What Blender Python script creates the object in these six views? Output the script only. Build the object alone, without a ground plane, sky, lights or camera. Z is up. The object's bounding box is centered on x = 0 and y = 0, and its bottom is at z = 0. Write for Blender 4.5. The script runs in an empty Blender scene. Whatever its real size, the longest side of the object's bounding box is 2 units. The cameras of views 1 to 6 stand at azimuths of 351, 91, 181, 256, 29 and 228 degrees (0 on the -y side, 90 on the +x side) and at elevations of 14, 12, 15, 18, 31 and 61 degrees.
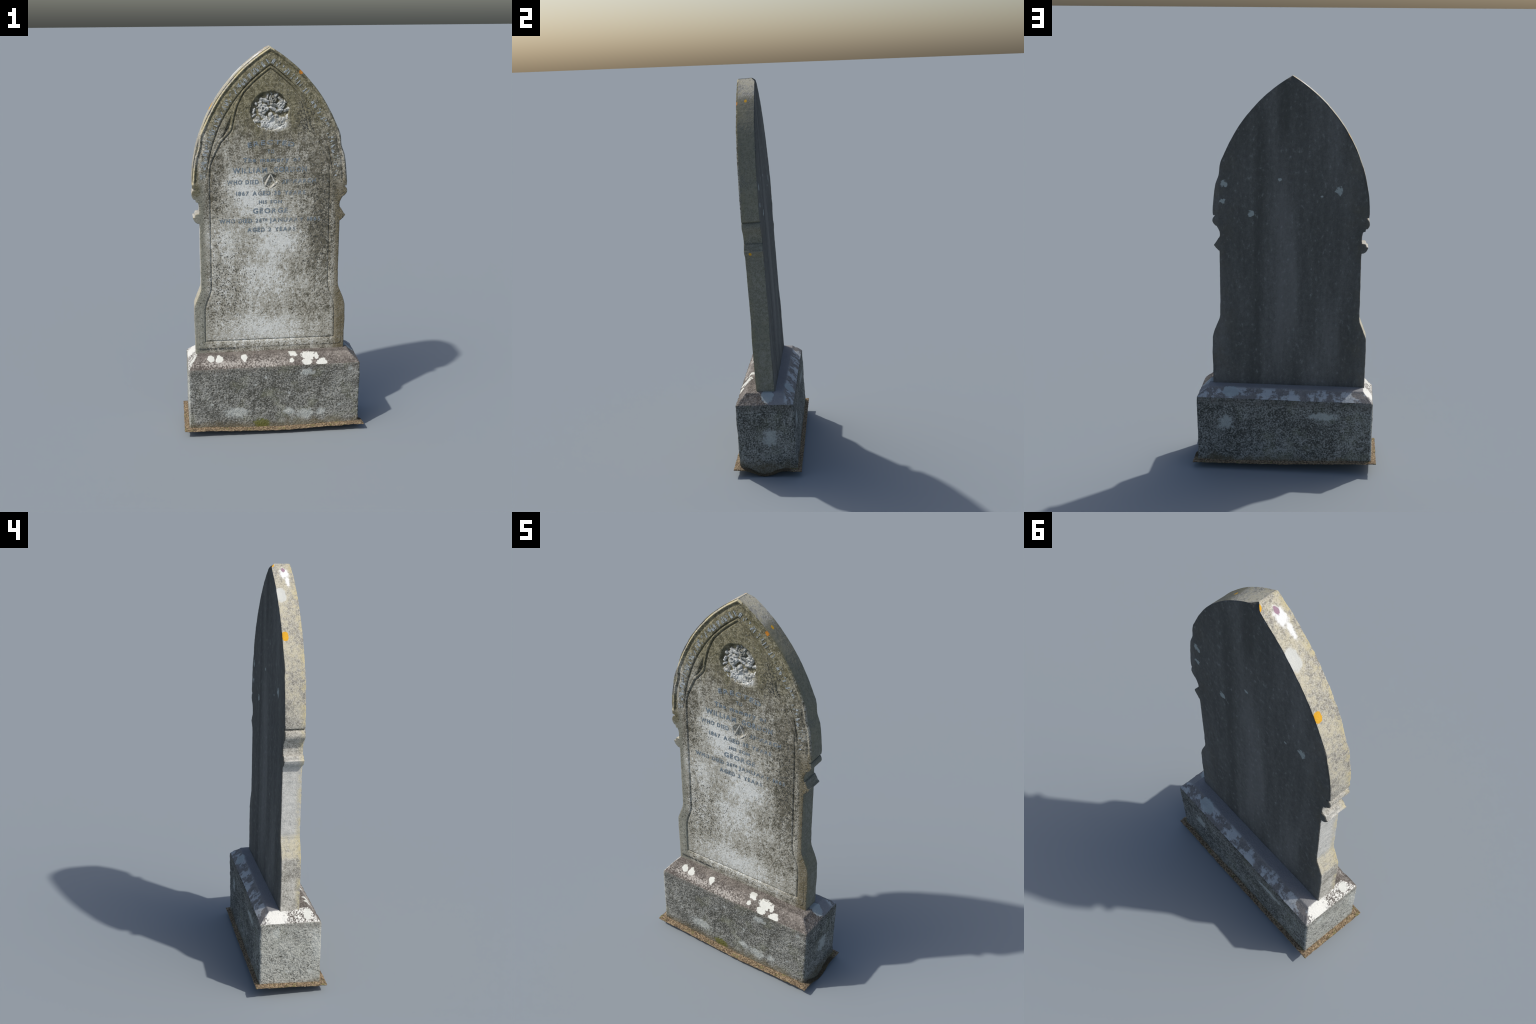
"""Weathered pointed-arch gravestone: a leaning tablet with a moulded, sunk
inscription panel, standing on a chamfered plinth with a rim of dry turf."""
import bpy, math
import numpy as np
from mathutils import Matrix, Vector

RNG = np.random.default_rng(7)

# ------------------------------------------------------------------ noise --
SKEW = np.array([[.36, .48, -.8], [-.8, .6, 0], [.48, .64, .6]])   # turns the lattice off the axes


def _hash(ix, iy, iz, seed):
    h = (ix * 374761393 + iy * 668265263 + iz * 2147483647 + seed * 974634777) & 0xFFFFFFFF
    h = ((h ^ (h >> 13)) * 1274126177) & 0xFFFFFFFF
    h = ((h ^ (h >> 16)) * 2246822519) & 0xFFFFFFFF
    return ((h ^ (h >> 15)) & 0xFFFFFF) / float(0xFFFFFF) * 2 - 1


def vnoise(P, scale, seed=0):
    Q = (np.asarray(P, float) @ SKEW) * scale + 100.0
    I = np.floor(Q).astype(np.int64)
    F = Q - I
    F = F * F * (3 - 2 * F)
    out = 0
    for dx in (0, 1):
        for dy in (0, 1):
            for dz in (0, 1):
                wgt = (F[..., 0] if dx else 1 - F[..., 0]) * (F[..., 1] if dy else 1 - F[..., 1]) * (F[..., 2] if dz else 1 - F[..., 2])
                out = out + wgt * _hash(I[..., 0] + dx, I[..., 1] + dy, I[..., 2] + dz, seed)
    return out


def fbm(P, scale, octaves=4, seed=0, gain=.55):
    s, a, tot = 0, 1.0, 0
    for o in range(octaves):
        s = s + a * vnoise(P, scale * 2.03 ** o, seed + 17 * o)
        tot += a
        a *= gain
    return s / tot


def sstep(x, a, b):
    t = np.clip((x - a) / (b - a), 0, 1)
    return t * t * (3 - 2 * t)


def poly_dist(U, W, pts):
    """distance of the points (U, W) to an open polyline"""
    best = np.full(U.shape, 9.0)
    pts = np.asarray(pts, float)
    for (ax, ay), (bx, by) in zip(pts[:-1], pts[1:]):
        dx, dy = bx - ax, by - ay
        L = dx * dx + dy * dy + 1e-12
        t = np.clip(((U - ax) * dx + (W - ay) * dy) / L, 0, 1)
        best = np.minimum(best, (U - ax - t * dx) ** 2 + (W - ay - t * dy) ** 2)
    return np.sqrt(best)


# ------------------------------------------------------- node mini-library --
class Mat:
    def __init__(self, name):
        self.m = bpy.data.materials.new(name)
        self.m.use_nodes = True
        self.t = self.m.node_tree
        self.t.nodes.clear()
        self.co = self.node("ShaderNodeTexCoord").outputs["Object"]
        s = self.node("ShaderNodeSeparateXYZ")
        self.link(self.co, s.inputs[0])
        self.x, self.y, self.z = s.outputs

    def node(self, kind, **kw):
        n = self.t.nodes.new(kind)
        for k, v in kw.items():
            setattr(n, k, v)
        return n

    def link(self, a, b):
        self.t.links.new(a, b)

    def put(self, v, sock):
        if hasattr(v, "is_output"):
            self.link(v, sock)
        elif isinstance(v, (tuple, list)) and len(v) == 3 and sock.type == "RGBA":
            sock.default_value = (*v, 1)
        else:
            sock.default_value = v

    def math(self, op, a, b=0.0, clamp=False):
        n = self.node("ShaderNodeMath", operation=op, use_clamp=clamp)
        self.put(a, n.inputs[0])
        self.put(b, n.inputs[1])
        return n.outputs[0]

    def add(self, *v):
        r = v[0]
        for q in v[1:]:
            r = self.math("ADD", r, q)
        return r

    def mul(self, a, b):
        return self.math("MULTIPLY", a, b)

    def step(self, v, a, b, lo=0.0, hi=1.0):
        n = self.node("ShaderNodeMapRange", interpolation_type="SMOOTHSTEP")
        self.put(v, n.inputs["Value"])
        for k, q in (("From Min", a), ("From Max", b), ("To Min", lo), ("To Max", hi)):
            n.inputs[k].default_value = q
        return n.outputs[0]

    def scaled(self, s):
        n = self.node("ShaderNodeVectorMath", operation="MULTIPLY")
        self.link(self.co, n.inputs[0])
        n.inputs[1].default_value = s
        return n.outputs[0]

    def noise(self, scale, detail=4.0, rough=.55, stretch=None, distortion=0.0):
        n = self.node("ShaderNodeTexNoise")
        self.link(self.scaled(stretch) if stretch else self.co, n.inputs["Vector"])
        n.inputs["Scale"].default_value = scale
        n.inputs["Detail"].default_value = detail
        n.inputs["Roughness"].default_value = rough
        n.inputs["Distortion"].default_value = distortion
        return n.outputs[0]

    def cells(self, scale, out="Distance"):
        n = self.node("ShaderNodeTexVoronoi")
        self.link(self.co, n.inputs["Vector"])
        n.inputs["Scale"].default_value = scale
        return n.outputs[out]

    def mix(self, f, a, b, kind="MIX"):
        n = self.node("ShaderNodeMix", data_type="RGBA", blend_type=kind)
        self.put(f, n.inputs[0])
        self.put(a, n.inputs[6])
        self.put(b, n.inputs[7])
        return n.outputs[2]

    def blob(self, c, r):
        """1 in the middle of an ellipsoid, 0 at its skin, negative outside"""
        a = self.node("ShaderNodeVectorMath", operation="SUBTRACT")
        self.link(self.co, a.inputs[0])
        a.inputs[1].default_value = c
        b = self.node("ShaderNodeVectorMath", operation="DIVIDE")
        self.link(a.outputs[0], b.inputs[0])
        b.inputs[1].default_value = r
        d = self.node("ShaderNodeVectorMath", operation="LENGTH")
        self.link(b.outputs[0], d.inputs[0])
        return self.math("SUBTRACT", 1.0, d.outputs["Value"])

    def blobs(self, items):
        r = None
        for c, q in items:
            b = self.blob(c, q)
            r = b if r is None else self.math("MAXIMUM", r, b)
        return r

    def soft(self, c, r):
        return self.math("MAXIMUM", self.blob(c, r), 0.0)

    def done(self, colour, rough=.9, bump=None, strength=.4, distance=.002):
        p = self.node("ShaderNodeBsdfPrincipled")
        self.put(colour, p.inputs["Base Color"])
        self.put(rough, p.inputs["Roughness"])
        p.inputs["Specular IOR Level"].default_value = .2
        if bump is not None:
            b = self.node("ShaderNodeBump")
            b.inputs["Strength"].default_value = strength
            b.inputs["Distance"].default_value = distance
            self.put(bump, b.inputs["Height"])
            self.link(b.outputs[0], p.inputs["Normal"])
        o = self.node("ShaderNodeOutputMaterial")
        self.link(p.outputs[0], o.inputs[0])
        return self.m


BIG = 9.0  # "any depth" radius for a patch that is only placed in two directions

# ------------------------------------------------------------- materials ---
def front_stone():
    """panel and frame: pale crust over grey stone, black pitting, olive algae"""
    k = Mat("weathered_front_stone")
    large = k.noise(7, 3, .5)
    mid = k.noise(38, 5, .65)
    fine = k.noise(150, 4, .7)
    diag = k.noise(14, 4, .6, stretch=(1.0, 1.0, .55), distortion=.6)
    pale = k.add(.33,
                 k.mul(k.soft((-.13, 0, .88), (.17, BIG, .15)), .60),
                 k.mul(k.soft((-.03, 0, .76), (.22, BIG, .16)), .45),
                 k.mul(k.soft((.05, 0, .60), (.17, BIG, .12)), .65),
                 k.mul(k.soft((-.03, 0, .42), (.16, BIG, .14)), .40),
                 k.mul(k.soft((-.02, 0, .12), (.36, BIG, .12)), .50),
                 k.mul(k.soft((-.24, 0, .62), (.12, BIG, .16)), .35),
                 k.mul(k.soft((.22, 0, .80), (.12, BIG, .12)), .15),
                 k.mul(k.soft((.27, 0, .80), (.12, BIG, .5)), -.35),
                 k.mul(k.soft((-.28, 0, .93), (.08, BIG, .2)), -.25),
                 k.mul(k.soft((0, 0, 1.40), (.4, BIG, .40)), -.55),
                 k.mul(k.soft((-.10, 0, .36), (.42, BIG, .50)), .24),
                 k.mul(k.soft((.025, 0, 1.20), (.085, BIG, .045)), 1.6),
                 k.mul(k.math("SUBTRACT", large, .5), .40),
                 k.mul(k.math("SUBTRACT", diag, .5), .55),
                 k.mul(k.math("SUBTRACT", mid, .5), 1.15),
                 k.mul(k.math("SUBTRACT", fine, .5), 1.9))
    grey = k.mix(k.step(mid, .3, .7), (.085, .080, .058), (.195, .182, .142))
    col = k.mix(k.step(pale, .12, .50), grey, (.355, .345, .295))
    col = k.mix(k.step(pale, .48, .92), col, (.63, .65, .63))
    run = k.step(k.noise(26, 3, .5, stretch=(1, 1, .10)), .52, .70)
    col = k.mix(k.mul(k.mul(run, k.step(pale, .05, .45)), .35), col, (.60, .61, .57))
    # olive algae, thick on the arch and running down in drips
    drip = k.noise(22, 3, .5, stretch=(1, 1, .16))
    al = k.add(k.step(k.z, .98, 1.30), k.mul(k.soft((-.02, 0, 1.02), (.12, BIG, .16)), .35), k.mul(k.soft((.10, 0, .44), (.08, BIG, .10)), .35), k.mul(k.math("SUBTRACT", drip, .5), 1.5), k.mul(k.math("SUBTRACT", mid, .5), .9), -.10)
    al = k.mul(k.mul(k.step(al, .10, 1.10), .80), k.step(k.blob((.025, 0, 1.20), (.085, BIG, .045)), .45, .0))
    olive = k.mix(k.step(k.add(fine, k.mul(k.math("SUBTRACT", mid, .5), .6)), .36, .66), (.090, .083, .040), (.29, .268, .170))
    col = k.mix(al, col, olive)
    # brown film on the right margin, green-grey on the left one
    rim = k.step(k.add(k.math("ABSOLUTE", k.x), k.mul(k.math("SUBTRACT", mid, .5), .05)), .315, .35)
    low = k.step(k.z, 1.0, .8)
    col = k.mix(k.mul(k.mul(rim, low), .75), col, k.mix(k.step(k.x, -.1, .1), (.185, .19, .155), (.130, .108, .060)))
    # dark moss on the left shoulder
    moss = k.step(k.add(k.blobs([((-.375, 0, .875), (.035, BIG, .045)), ((-.375, 0, .95), (.022, BIG, .08))]), k.mul(k.math("SUBTRACT", mid, .5), 1.6)), .0, .5)
    col = k.mix(k.mul(moss, .75), col, (.10, .092, .05))
    # black pits and specks
    dens = k.add(.0, k.mul(k.soft((-.24, 0, .36), (.20, BIG, .34)), .105),
                 k.mul(k.soft((.28, 0, .70), (.20, BIG, .60)), .13),
                 k.mul(k.soft((-.27, 0, .90), (.10, BIG, .28)), .10),
                 k.mul(k.soft((.17, 0, 1.22), (.08, BIG, .13)), .15))
    speck = k.noise(125, 2, .55)
    spot = k.step(k.add(speck, dens), .645, .69)
    col = k.mix(k.mul(spot, .85), col, (.045, .047, .042))
    salt = k.step(k.noise(210, 2, .5), .60, .72)
    col = k.mix(k.mul(salt, .42), col, (.62, .63, .59))
    # one orange lichen on the arch edge
    lich = k.step(k.add(k.blob((.150, 0, 1.449), (.0105, BIG, .0125)), k.mul(k.math("SUBTRACT", mid, .5), .5)), .0, .15)
    col = k.mix(lich, col, (.50, .20, .03))
    h = k.add(k.mul(mid, .5), fine, k.mul(spot, -.8))
    return k.done(col, .92, h, .55, .003)


def side_stone():
    k = Mat("weathered_side_stone")
    large = k.noise(9, 3, .5)
    mid = k.noise(60, 5, .65)
    fine = k.noise(210, 3, .7)
    v = k.add(k.mul(large, .4), k.mul(mid, .6), k.mul(fine, .9), -.45)
    col = k.mix(k.step(v, .28, .70), (.22, .21, .18), (.62, .605, .55))
    # yellow-grey lichen film on the arch and on the weathered slope
    film = k.math("MAXIMUM", k.step(k.z, .80, 1.05), k.step(k.math("ABSOLUTE", k.math("SUBTRACT", k.z, .31)), .065, .04))
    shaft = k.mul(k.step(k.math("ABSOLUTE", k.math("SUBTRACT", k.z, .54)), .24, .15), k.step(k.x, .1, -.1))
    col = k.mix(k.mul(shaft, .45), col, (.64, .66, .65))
    film = k.mul(film, k.step(k.add(mid, k.mul(large, .6)), .62, .98))
    col = k.mix(k.mul(film, .50), col, (.50, .445, .27))
    edge = k.mul(k.step(k.y, .035, .0), k.step(k.add(mid, large), .85, 1.15))
    col = k.mix(k.mul(edge, .55), col, (.52, .44, .20))
    # shadow on the right-hand side, painted as a dark olive tint
    shade_tint = k.mul(k.step(k.add(k.x, k.mul(k.math("SUBTRACT", large, .5), .1)), -.01, .06), k.step(k.add(mid, k.mul(large, .5), k.mul(k.step(k.z, 1.45, 1.52), -.5)), .35, .75))
    col = k.mix(k.mul(shade_tint, .72), col, k.mix(k.step(mid, .35, .65), (.11, .105, .055), (.16, .155, .11)))
    grain = k.mul(k.math("SUBTRACT", mid, .5), 1.3)
    white = k.step(k.add(k.blobs([((-.06, .044, 1.530), (.045, .028, .05)), ((-.10, .036, 1.495), (.04, .014, .05))]), grain), .05, .55)
    col = k.mix(white, col, (.80, .81, .80))
    pale = k.step(k.add(k.blob((-.16, .080, 1.447), (.055, .030, .046)), k.mul(grain, .5)), .05, .30)
    col = k.mix(k.mul(pale, .8), col, (.62, .64, .62))
    rose = k.step(k.add(k.blob((-.044, .046, 1.546), (.016, .010, .014)), grain), .0, .2)
    col = k.mix(rose, col, (.36, .24, .30))
    orange = k.step(k.add(k.blobs([((-.290, .083, 1.281), (.03, .0165, .024)), ((-.010, .092, 1.565), (.02, .012, .012)), ((.375, .03, .715), (.03, .008, .010)), ((.14, .05, 1.46), (.03, .008, .008))]), k.mul(grain, .6)), .0, .12)
    col = k.mix(orange, col, k.mix(mid, (.62, .30, .02), (.80, .46, .05)))
    h = k.add(mid, fine)
    return k.done(col, .92, h, .5, .003)


def back_stone():
    k = Mat("weathered_back_stone")
    streak = k.noise(9, 4, .55, stretch=(1, 1, .12))
    broad = k.noise(4, 2, .5, stretch=(1, 1, .25))
    mid = k.noise(60, 5, .7, stretch=(1, 1, .6))
    fine = k.noise(190, 3, .7)
    v = k.add(k.mul(streak, .9), k.mul(broad, .35), k.mul(mid, .45), k.mul(fine, .35), -.52,
              k.mul(k.soft((.03, .1, .85), (.13, BIG, .50)), .16))
    col = k.mix(k.step(v, .25, .85), (.095, .095, .086), (.215, .212, .200))
    col = k.mix(k.mul(k.step(mid, .58, .72), .45), col, (.34, .36, .35))
    brown = k.mul(k.step(k.math("ABSOLUTE", k.x), .22, .40), k.step(k.noise(12, 4, .6), .40, .65))
    col = k.mix(k.mul(brown, .45), col, (.15, .135, .10))
    grain = k.mul(k.math("SUBTRACT", k.noise(70, 4, .6), .5), 2.4)
    spots = [((.334, .1, 1.041), (.021, BIG, .018)), ((.338, .1, .953), (.018, BIG, .015)), ((.193, .1, .893), (.020, BIG, .019)),
             ((.054, .1, 1.066), (.012, BIG, .012)), ((-.240, .1, 1.016), (.022, BIG, .024)), ((-.156, .1, .986), (.007, BIG, .007))]
    lich = k.step(k.add(k.blobs(spots), grain), .05, .35)
    col = k.mix(lich, col, (.40, .44, .42))
    return k.done(col, .93, k.add(mid, k.mul(fine, 1.2)), .8, .006)


def granular(k):
    mid = k.noise(30, 4, .6)
    g1 = k.noise(120, 3, .75)
    g2 = k.cells(150)
    return mid, g1, g2


def plinth_stone():
    k = Mat("granular_plinth_stone")
    large = k.noise(5, 3, .5)
    mid, g1, g2 = granular(k)
    v = k.add(k.mul(g1, 1.0), k.mul(mid, .45), k.mul(large, .35), k.mul(g2, .30), -.55)
    col = k.mix(k.step(v, .30, .78), (.068, .068, .058), (.365, .37, .345))
    green = k.mul(k.step(k.noise(9, 3, .6), .50, .72), .4)
    col = k.mix(green, col, (.20, .21, .14))
    pepper = k.step(k.noise(95, 3, .6), .60, .68)
    col = k.mix(k.mul(pepper, .55), col, (.055, .055, .05))
    grain = k.mul(k.math("SUBTRACT", k.noise(55, 4, .65), .5), 1.9)
    pale = [((.402, -.15, .349), (.020, .03, .020)), ((.164, -.15, .094), (.062, .04, .042)), ((.248, -.15, .105), (.032, .04, .026)),
            ((.08, -.15, .114), (.04, .04, .026)), ((.17, -.15, .335), (.05, .04, .025)), ((-.044, -.15, .311), (.010, .03, .009)),
            ((-.099, -.15, .272), (.010, .03, .009)), ((.077, -.15, .217), (.011, .03, .009)), ((.345, -.15, .141), (.012, .03, .010)),
            ((-.20, -.15, .12), (.09, .04, .04)), ((-.33, -.15, .17), (.012, .03, .010)),
            ((-.446, -.125, .25), (.03, .035, .10)), ((-.446, .02, .12), (.03, .012, .010)), ((-.446, -.09, .11), (.03, .016, .014)),
            ((-.446, .07, .33), (.03, .022, .04)), ((.446, .02, .20), (.03, .05, .06)), ((.30, .15, .25), (.05, .03, .05)), ((-.2, .15, .3), (.1, .03, .03))]
    lich = k.step(k.add(k.blobs(pale), grain), .05, .55)
    col = k.mix(k.mul(lich, .65), col, (.50, .53, .51))
    film = k.mul(k.step(k.x, -.436, -.446), k.step(k.add(g1, k.mul(mid, .5)), .45, .85))  # left face lightened in colour for the sunlight falling on it
    col = k.mix(k.mul(film, .65), col, (.56, .57, .52))
    # dark damp line below the chamfer, moss and soil stain at the foot
    damp = k.mul(k.step(k.add(k.z, k.mul(k.math("SUBTRACT", large, .5), .10)), .330, .365), k.step(mid, .35, .6))
    col = k.mix(k.mul(damp, .5), col, (.10, .085, .07))
    foot = k.step(k.add(k.z, k.mul(k.math("SUBTRACT", k.noise(16, 4, .6), .5), .12)), .085, .035)
    col = k.mix(k.mul(foot, .65), col, (.15, .125, .075))
    moss = k.step(k.add(k.blob((-.066, -.15, .050), (.05, .05, .04)), grain), .0, .4)
    col = k.mix(k.mul(moss, .8), col, (.12, .125, .02))
    return k.done(col, .93, k.add(g1, k.mul(g2, .5)), .7, .0055)


def chamfer_stone():
    k = Mat("lichened_chamfer_stone")
    large = k.noise(8, 3, .5)
    mid, g1, g2 = granular(k)
    v = k.add(k.mul(g1, .8), k.mul(mid, .6), k.mul(large, .4), -.42)
    col = k.mix(k.step(v, .3, .75), (.085, .074, .066), (.27, .245, .22))
    grain = k.mul(k.math("SUBTRACT", k.noise(48, 4, .65), .5), 1.5)
    # fuzzy mineral bloom in the middle of the front slope
    bloom = k.step(k.add(k.blobs([((-.05, -.14, .385), (.14, .05, .028)), ((-.25, -.13, .39), (.2, .05, .02))]), k.mul(k.math("SUBTRACT", g1, .5), 5.0)), .1, .9)
    col = k.mix(k.mul(bloom, .6), col, (.55, .52, .48))
    salt = k.step(k.noise(170, 2, .6), .58, .70)
    col = k.mix(k.mul(salt, .5), col, (.52, .50, .47))
    # pale grey crust along the back slope and most of the left slope
    col = k.mix(k.mul(k.step(k.y, .03, .06), .6), col, (.235, .23, .23))
    crust = k.mul(k.step(k.y, .085, .105), k.step(k.add(k.noise(17, 4, .55), k.mul(g1, .25)), .60, .70))
    col = k.mix(k.mul(crust, .9), col, (.47, .50, .52))
    ledge = k.mul(k.step(k.y, .0, .03), k.step(k.y, .105, .085))
    col = k.mix(k.mul(ledge, .6), col, (.29, .30, .32))
    hip = k.math("SUBTRACT", k.math("SUBTRACT", -.398, k.x), k.mul(k.math("MAXIMUM", k.math("SUBTRACT", k.math("ABSOLUTE", k.math("ADD", k.y, .002)), .094), 0.0), .9))
    left = k.mul(k.step(hip, -.002, .003), k.step(k.add(g1, k.mul(mid, .5), k.mul(k.soft((-.42, .06, .40), (.06, .06, .06)), .45), k.mul(k.math("SUBTRACT", k.noise(140, 2, .6), .5), .7)), .62, .86))
    col = k.mix(left, col, (.74, .74, .70))
    white = [((-.329, -.109, .412), (.019, .03, .018)), ((-.284, -.111, .409), (.021, .03, .020)), ((-.154, -.110, .410), (.019, .03, .018)),
             ((.101, -.100, .421), (.024, .03, .016)), ((.094, -.127, .393), (.012, .03, .011)), ((.182, -.111, .410), (.044, .035, .022)),
             ((.171, -.139, .385), (.026, .03, .020)), ((.251, -.138, .382), (.034, .03, .018)), ((.225, -.110, .405), (.014, .03, .02)),
             ((-.423, -.089, .399), (.03, .018, .03))]
    wm = k.step(k.add(k.blobs(white), grain), .02, .16)
    col = k.mix(wm, col, k.mix(mid, (.56, .57, .52), (.76, .77, .73)))
    grey = k.step(k.add(k.blobs([((.40, .01, .40), (.05, .035, .05)), ((.28, .116, .409), (.045, .04, .03))]), k.mul(grain, .6)), .0, .12)
    col = k.mix(k.mul(grey, .85), col, (.40, .45, .46))
    return k.done(col, .92, k.add(g1, k.mul(g2, .4)), .6, .003)


def turf():
    k = Mat("dry_turf_soil")
    a = k.noise(120, 4, .7)
    b = k.noise(35, 3, .6)
    col = k.mix(k.step(a, .36, .66), (.085, .06, .038), (.36, .27, .17))
    col = k.mix(k.mul(k.step(k.noise(240, 2, .6), .58, .70), .7), col, (.58, .50, .34))
    col = k.mix(k.mul(k.step(b, .57, .68), .65), col, (.17, .17, .06))
    # humus: dark, on the right-hand side where the turf is worn away
    bare = k.mul(k.step(k.x, .435, .455), k.step(k.math("ABSOLUTE", k.y), .15, .10))
    col = k.mix(k.mul(bare, .8), col, (.06, .05, .03))
    return k.done(col, .95, a, .8, .006)


def lead(name, wear):
    k = Mat(name)
    n = k.noise(2.2, 4, .6)
    f = k.noise(7, 3, .6)
    own = k.node("ShaderNodeObjectInfo").outputs["Random"]
    col = k.mix(k.step(f, .35, .65), (.105, .145, .180), (.24, .295, .34))
    gone = k.step(k.add(n, k.mul(f, .4), k.mul(own, .12), wear), .80, .92)
    col = k.mix(k.mul(gone, .85), col, (.34, .33, .29))
    return k.done(col, .6, f, .3, .05)


def band_lead():
    k = Mat("mossy_lead_lettering")
    n = k.noise(45, 4, .6)
    f = k.noise(180, 3, .6)
    col = k.mix(k.step(f, .35, .65), (.19, .225, .25), (.44, .49, .52))
    col = k.mix(k.mul(k.step(n, .46, .60), .80), col, (.20, .175, .09))
    return k.done(col, .75, f, .3, .001)


def carving_stone():
    k = Mat("whitened_carving_stone")
    n = k.noise(1.6, 5, .65)
    f = k.noise(6, 3, .6)
    own = k.node("ShaderNodeObjectInfo").outputs["Random"]
    v = k.add(n, k.mul(f, .6), k.mul(own, .25))
    col = k.mix(k.step(v, .62, 1.02), (.19, .18, .135), (.60, .62, .60))
    col = k.mix(k.step(v, .95, 1.15), col, (.74, .76, .75))
    return k.done(col, .93, f, .5, .08)


def emblem_stone():
    k = Mat("pale_emblem_stone")
    n = k.noise(90, 4, .65)
    col = k.mix(k.step(n, .35, .65), (.36, .35, .30), (.60, .60, .56))
    return k.done(col, .9, n, .4, .002)


def dark_letter():
    k = Mat("dark_cut_lettering")
    return k.done(k.mix(k.step(k.noise(140, 3, .6), .4, .6), (.045, .05, .05), (.15, .16, .15)), .9)


# ------------------------------------------------------- tablet geometry ---
ARCH_C, SPRING = -.397, .890          # arch struck from beyond the opposite side
R_OUT, R_LINE, R_PANEL = .789, .718, .700
APEX = 1.5715
THICK = .097


def arch(w, R):
    return np.sqrt(np.maximum(R * R - (np.maximum(w, SPRING) - SPRING) ** 2, 0)) + ARCH_C


def lerp_profile(pts):
    w, u = zip(*pts)
    return lambda q: np.interp(q, w, u)


# half-widths below the arch, (height, half-width)
LEFT_LOW = lerp_profile([(-.02, .393), (.10, .394), (.20, .395), (.252, .3945), (.262, .392), (.345, .3605), (.365, .358), (.60, .358), (.690, .358),
                         (.7020, .3585), (.7030, .369), (.709, .3785), (.714, .383), (.722, .3875), (.732, .3925), (.7345, .3900), (.7355, .3845), (.745, .3815),
                         (.7510, .3775), (.7520, .3615), (.765, .3590), (.790, .3595), (.806, .3625), (.8125, .3670), (.8135, .3755), (.824, .3775), (.8265, .3785),
                         (.8275, .3860), (.838, .3930), (.850, .3965), (.862, .3950), (.8715, .3900), (.8745, .3855), (.8755, .3780), (.8825, .3780), (.8835, .3915), (.89, .3920)])
RIGHT_LOW = lerp_profile([(-.02, .392), (.07, .392), (.16, .3945), (.245, .3935), (.255, .391), (.285, .382), (.345, .3570), (.365, .354), (.48, .354), (.60, .3555),
                          (.690, .3565), (.6995, .3575), (.7005, .362), (.7075, .368), (.7135, .375), (.720, .3795), (.728, .3850), (.733, .382), (.734, .3775), (.745, .3725), (.757, .3650),
                          (.7635, .3610), (.7645, .3545), (.780, .3540), (.797, .3555), (.812, .3620), (.8265, .3705), (.8275, .3760), (.838, .3860), (.848, .3915), (.856, .3925),
                          (.865, .3905), (.8725, .3860), (.8735, .3800), (.8795, .3800), (.8805, .3890), (.89, .391)])


def outline(w, side):
    low = (LEFT_LOW if side < 0 else RIGHT_LOW)(w)
    u = np.where(w < SPRING, low, arch(w, R_OUT) + np.where(w < SPRING + .05, (low - .392) * (1 - (w - SPRING) / .05), 0))
    P = np.stack([w * 0 + side, w * 0, w], -1)
    u = u + .0018 * fbm(P, 26, 3, 3) * sstep(w, 1.57, 1.5)
    if side > 0:      # flaked edge of the right haunch
        u = u - .006 * np.exp(-((w - 1.085) / .028) ** 2) + .003 * np.exp(-((w - 1.15) / .03) ** 2)
    u = u - side * .0018 * sstep(w, .85, .95)
    return np.maximum(u, .0012)


CUSP = [(.97, .301), (.995, .298), (1.028, .286), (1.074, .262), (1.110, .245), (1.141, .216), (1.160, .197), (1.176, .1885), (1.230, .178), (1.285, .164), (1.354, .1285)]
LINE_LOW = lerp_profile([(.0, .356), (.235, .356), (.275, .3495), (.335, .326), (.365, .320), (.89, .321)])
PANEL_LOW = lerp_profile([(.0, .339), (.230, .339), (.268, .333), (.325, .310), (.36, .303), (.89, .303)])
CUSP_F = lerp_profile(CUSP)
PANEL_BOTTOM, LINE_BOTTOM = .064, .045
PANEL_TOP = SPRING + math.sqrt(R_PANEL ** 2 - ARCH_C ** 2)
LINE_TOP = SPRING + math.sqrt(R_LINE ** 2 - ARCH_C ** 2)


def line_half(w):
    return np.where(w < SPRING, LINE_LOW(w), arch(w, R_LINE))


def panel_half(w):
    u = np.where(w < SPRING, PANEL_LOW(w), arch(w, R_PANEL))
    return np.where((w > .97) & (w < 1.354), CUSP_F(w), u)


def closed_pts(f, bottom, top, n):
    w = np.concatenate([np.linspace(bottom, top - .01, n), np.linspace(top - .009, top, 6)])
    return [(0, bottom)] + [(float(max(f(np.array(q)), 0)), float(q)) for q in w[:-1]] + [(0, top)]


POCKET = [(.195, 1.243), (.214, 1.200), (.234, 1.152), (.252, 1.126), (.229, 1.140), (.209, 1.166), (.1945, 1.192), (.195, 1.243)]
MED_C, MED_R = (-.003, 1.262), .098        # floral medallion
EMB_C, EMB_R = (.001, .912), .038          # sunk emblem


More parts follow.
